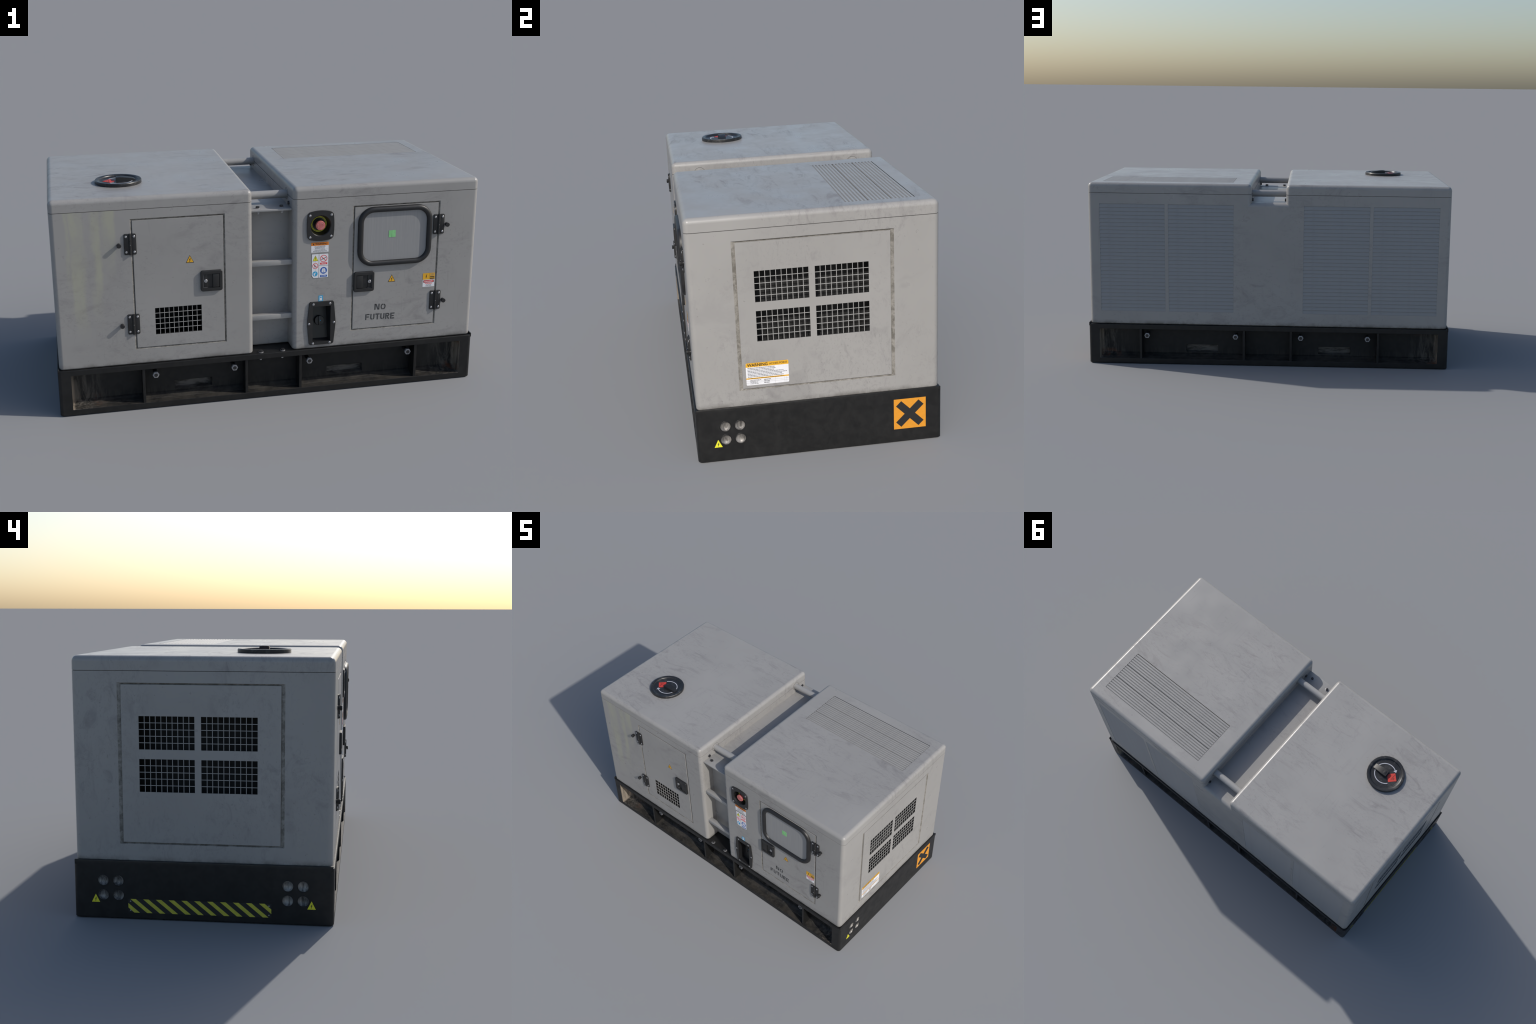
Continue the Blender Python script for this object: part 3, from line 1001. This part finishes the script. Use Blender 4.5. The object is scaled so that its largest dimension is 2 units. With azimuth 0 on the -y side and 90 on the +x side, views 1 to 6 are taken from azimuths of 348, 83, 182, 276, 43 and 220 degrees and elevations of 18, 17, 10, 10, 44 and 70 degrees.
# ---------------- gap between the cabinets -----------------------------------
bm = bmesh.new()
add_box(bm, -GX - .004, GX + .004, -.4650, WEBY + .02, .9035, .9125, 0, .0016)
finish('deck_lip', bm, ['bar'])
for zc in (.6572, .3928):
    bm = bmesh.new()
    add_box(bm, -GX - .004, GX + .004, -.4690, -.4400, zc - .0122, zc + .0122, 0, .0030)
    finish('shelf_rib', bm, ['bar'])

def along_x(x, y, z):
    return Matrix.Translation((x, y, z)) @ Matrix.Rotation(pi / 2, 4, 'Y')

bm = bmesh.new()
add_lathe(bm, [(0, -.12), (.0187, -.12), (.0187, .12), (0, .12)], 28)
bar = finish('lifting_bar', bm, ['bar'], None, along_x(0, -.3560, .9560))
copy_of(bar, along_x(0, .3970, .9560))
# dark raised ring added to draw the cut-out line around each bar
bm = bmesh.new()
add_lathe(bm, [(.0262, -.002), (.0262, .0005), (.0274, .0005), (.0274, -.002), (.0262, -.002)], 32)
ring = None
for y in (-.3560, .3970):
    for sx in (-1, 1):
        mt = Matrix.Translation((sx * GX, y, .9575)) @ Matrix.Rotation(-sx * pi / 2, 4, 'Y')
        if ring is None:
            ring = finish('bar_outline_ring', bm, ['seam'], None, mt)
        else:
            copy_of(ring, mt)

def bolt_head():
    bm = bmesh.new()
    add_lathe(bm, [(.0115, 0), (.0115, .0018), (.0095, .0022), (0, .0022)], 20, 1)
    add_prism(bm, circle(0, 0, .0088, 6), .001, .0098, 0, bevel=.0012)
    return bm

def nut_below():
    bm = bmesh.new()
    add_prism(bm, circle(0, 0, .0088, 6), -.0085, 0, 1)
    add_lathe(bm, [(.0052, -.009), (.0052, -.0145), (0, -.0150)], 14, 0)
    return bm

dk = finish('deck_bolt', bolt_head(), ['nutdark', 'steel'], None, T(-.0580, -.4290, .9125))
nt_ = finish('deck_nut', nut_below(), ['steel', 'nut'], None, T(-.0580, -.4420, .9035))
copy_of(dk, T(.0535, -.4285, .9125))
copy_of(nt_, T(.0535, -.4420, .9035))
for y in (-.4150, .4560):
    for sx in (-1, 1):
        copy_of(dk, Matrix.Translation((sx * (GX + .001), y, .9270)) @ Matrix.Rotation(-sx * pi / 2, 4, 'Y'))

# ---------------- filler cap on the roof -------------------------------------
CX, CYC = -.6665, -.1955
bm = bmesh.new()
add_lathe(bm, [(.1065, -.002), (.1075, .001), (.1075, .0130), (.1055, .0160), (.0950, .0165), (.0905, .0145), (.0880, .0105), (.0850, .0088), (.0815, .0088), (.0800, .0080), (0, .0080)], 28)
cap = finish('filler_cap', bm, ['cap'], None, ROOF @ T(CX, CYC), smooth=28)
bm = bmesh.new()
# tapered handle: wedge rising toward the centre
sec = [(-.010, .0205, .0262), (.020, .0205, .0262), (.066, .0165, .0195), (.079, .0150, .0130)]
R_ = []
for u, hw_, top in sec:
    R_.append([bm.verts.new((u, s * k * hw_, wv)) for s, k, wv in ((-1, 1.0, .0075), (-1, .92, top), (1, .92, top), (1, 1.0, .0075))])
for i in range(3):
    for k in range(4):
        bm.faces.new((R_[i][k], R_[i][(k + 1) % 4], R_[i + 1][(k + 1) % 4], R_[i + 1][k]))
bm.faces.new(R_[0][::-1]); bm.faces.new(R_[-1])
es = [e for e in bm.edges if all(v.co.z > .01 for v in e.verts)]
bmesh.ops.bevel(bm, geom=es, offset=.0014, segments=2, affect='EDGES')
add_box(bm, -.002, .015, -.010, .010, .0258, .0268, 0, .0004)
finish('cap_handle', bm, ['blacksoft'], cap)
bm = bmesh.new()
add_strokes(bm, [stroke(arc_pts(.0045, -.0005, .0600, 140, -124, 48), .0048)], .0078, .0087, 0)
d = Vector((cos(radians(-124)), sin(radians(-124))))
tg = Vector((d.y, -d.x))
c0 = Vector((.0045, -.0005)) + d * .0600
add_prism(bm, [tuple(c0 - d * .0115), tuple(c0 + d * .0115), tuple(c0 + tg * .0150)][::1], .0078, .0088, 0)
finish('cap_arrow_mark', bm, ['capwhite'], cap)
bm = bmesh.new()
e_ = .0335
add_prism(bm, [(-e_, 0), (0, -e_), (e_ * .72, -e_ * .28), (e_ * .80, 0), (e_ * .72, e_ * .28), (0, e_)], .0078, .0091, 0)
add_strokes(bm, [stroke([(-.004, -.022), (-.004, .014)], .0018), stroke([(-.010, -.006), (-.010, .006)], .0016), stroke([(-.014, -.006), (-.014, .006)], .0014)], .0085, .0095, 1)
add_prism(bm, bolt_shape(.010, .004, .013), .0085, .0096, 1)
finish('cap_diamond_mark', bm, ['capred', 'ink'], cap, T(-.0395, -.0035))

# ----------------------------------------------------------------------------
# Skid
# ----------------------------------------------------------------------------
bm = bmesh.new()
add_box(bm, -1, 1, SK_F, SK_B, 0, SK_H)
bmesh.ops.bevel(bm, geom=[e for e in bm.edges if abs(e.verts[0].co.z - e.verts[1].co.z) > .1], offset=.017, segments=3, affect='EDGES', profile=.5)
bmesh.ops.bevel(bm, geom=[e for e in bm.edges if all(v.co.z < 1e-4 for v in e.verts)], offset=.003, segments=1, affect='EDGES', profile=.5)
bmesh.ops.bevel(bm, geom=[e for e in bm.edges if all(v.co.z > SK_H - 1e-4 for v in e.verts)], offset=.004, segments=2, affect='EDGES', profile=.5)
skid = finish('skid', bm, ['skid'])
WF, WB = -.4220, .4350
BX, BZ0, BZ1 = .9410, .0285, .1975
ID = Matrix()
def boxc(x0, x1, y0, y1, z0, z1, mat):
    bm = bmesh.new()
    add_box(bm, x0, x1, y0, y1, z0, z1)
    o = finish('cutter', bm, [mat])
    o.parent = None
    return o
cuts = [boxc(-BX, BX, SK_F - .05, WF, BZ0, BZ1, 'skid_in'), boxc(-BX, BX, WB, SK_B + .05, BZ0, BZ1, 'skid_in')]
for sx in (-1, 1):
    a, b = sorted((sx * .2835, sx * .4635))
    cuts.append(boxc(a, b, WF - .02, WF + .03, .0520, .0945, 'slotmetal'))
    cuts.append(boxc(a, b, WB - .03, WB + .02, .0520, .0945, 'slotmetal'))
DISH = [(.0212, .01), (.0212, -.0015), (.0205, -.0030), (.0190, -.0060), (.0140, -.0100), (.0070, -.0120), (0, -.0125)]
def dish(frame, u, v):
    return cutter(lambda bm: add_lathe(bm, [(0, .01)] + DISH, 28), ['worn'], frame @ T(u, v))
HOLES_R = [(u, v) for u in (-.3872, -.3280) for v in (.1515, .0930)]
HOLES_L = [(u * s, v) for s in (-1, 1) for u in (.3872, .3280) for v in (.1510, .0935)]
for u, v in HOLES_R:
    cuts.append(dish(SKR, u, v))
for u, v in HOLES_L:
    cuts.append(dish(SKL, u, v))
bake(skid, cuts)

# raised lips of the end plates
for sx in (-1, 1):
    bm = bmesh.new()
    a, b = sorted((sx * (EX + .0012), sx * .9995))
    add_box(bm, a, b, SK_F + .004, SK_B - .004, SK_H - .012, SK_H + .0080, 0, .0022)
    finish('end_plate_lip', bm, ['skid'], skid)

# rims around the conduit dishes
bm = bmesh.new()
add_lathe(bm, [(.0210, -.002), (.0210, .0006), (.0226, .0011), (.0240, .0004), (.0240, -.002), (.0210, -.002)], 28)
rim = None
for fr, hs in ((SKR, HOLES_R), (SKL, HOLES_L)):
    for u, v in hs:
        if rim is None:
            rim = finish('conduit_rim', bm, ['skid'], skid, fr @ T(u, v))
        else:
            copy_of(rim, fr @ T(u, v))

# web foot fillets, ribs
for yw, yo in ((WF, -.014), (WB, .014)):
    bm = bmesh.new()
    pr = [(yw - yo * .3, BZ0 - .004), (yw + yo * 2.6, BZ0 - .0003), (yw + yo * 1.5, BZ0 + .0030), (yw + yo * .5, BZ0 + .0090), (yw, BZ0 + .0165), (yw - yo * .3, BZ0 + .0165)]
    A = [bm.verts.new((-BX + .0005, p[0], p[1])) for p in pr]
    B = [bm.verts.new((BX - .0005, p[0], p[1])) for p in pr]
    bm.faces.new(A); bm.faces.new(B[::-1])
    for i in range(len(pr)):
        bm.faces.new((A[i], A[(i + 1) % len(pr)], B[(i + 1) % len(pr)], B[i]))
    finish('web_fillet', bm, ['skid_in'], skid, smooth=60)
bm = bmesh.new()
add_box(bm, -.0062, .0062, 0, .0715, BZ0 - .002, BZ1 + .002, 0)
rib = None
for x in (-.6125, -.1290, .1330, .7105):
    for y0 in (SK_F + .0035, SK_B - .0035 - .0715):
        if rib is None:
            rib = finish('rib', bm, ['skid'], skid, T(x, y0))
        else:
            copy_of(rib, T(x, y0))

# tie bolts standing out of the web, hex nut on the end
def tie_bolt():
    bm = bmesh.new()
    add_lathe(bm, [(.0095, -.002), (.0095, .0520), (0, .0520)], 16, 0)
    n = 6
    add_prism(bm, circle(0, 0, .0158, 6), .0480, .0600, 1, bevel=.0015)
    add_lathe(bm, [(.0088, .0590), (.0088, .0606), (0, .0608)], 14, 2)
    return bm
tb = None
for x in (-.5550, -.1832, .1810, .6770):
    for fr in (Matrix(((1, 0, 0, x), (0, 0, -1, WF), (0, 1, 0, .1570), (0, 0, 0, 1))),
               Matrix(((-1, 0, 0, x), (0, 0, 1, WB), (0, 1, 0, .1570), (0, 0, 0, 1)))):
        if tb is None:
            tb = finish('tie_bolt', tie_bolt(), ['nutdark', 'nut', 'nutdark'], skid, fr)
        else:
            copy_of(tb, fr)

# bolts through the skid flange inside the gap
for x in (-.0560, .0490):
    c = copy_of(dk, T(x, -.4800, SK_H)); c.parent = skid; c.name = 'flange_bolt'
    c = copy_of(nt_, T(x, -.4720, BZ1)); c.parent = skid; c.name = 'flange_nut'

# skid markings
XSIGN.place('hazard_cross_sign', skid, SKR @ T(.3705, .1250))
hazard('lemon', .0325, .0335, 0).place('hazard_sticker', skid, SKR @ T(-.4192, .0798))
hazard('lemon', .0325, .0325, 0).place('hazard_sticker', skid, SKL @ T(-.4180, .0790))
hazard('lemon', .0325, .0325, 0).place('hazard_sticker', skid, SKL @ T(.4190, .0790))

def clip_poly(pts, lo, hi):
    for side, keep in ((lo, lambda p: p[0] >= lo), (hi, lambda p: p[0] <= hi)):
        out = []
        for i, p in enumerate(pts):
            q = pts[(i + 1) % len(pts)]
            if keep(p):
                out.append(p)
            if keep(p) != keep(q):
                t = (side - p[0]) / (q[0] - p[0])
                out.append((side, p[1] + t * (q[1] - p[1])))
        pts = out
    return pts

s = Sticker(['ink', 'olive', 'steel'])
U0, U1, V0, V1 = -.2898, .2660, .0250, .0792
s.poly(rect(U0, U1, V0, V1), 0, 'ink')
for k in range(12):
    ut = U0 + .0085 + (k - 1) * .0500
    p = clip_poly([(ut, V1), (ut + .0650, V0), (ut + .0865, V0), (ut + .0215, V1)], U0, U1)
    if len(p) >= 3:
        s.poly(p, 1, 'olive')
for u in (U0 + .009, U1 - .009):
    for v in (V0 + .009, V1 - .009):
        s.poly(circle(u, v, .0026, 10), 3, 'steel')
s.place('hazard_stripe_plate', skid, SKL)
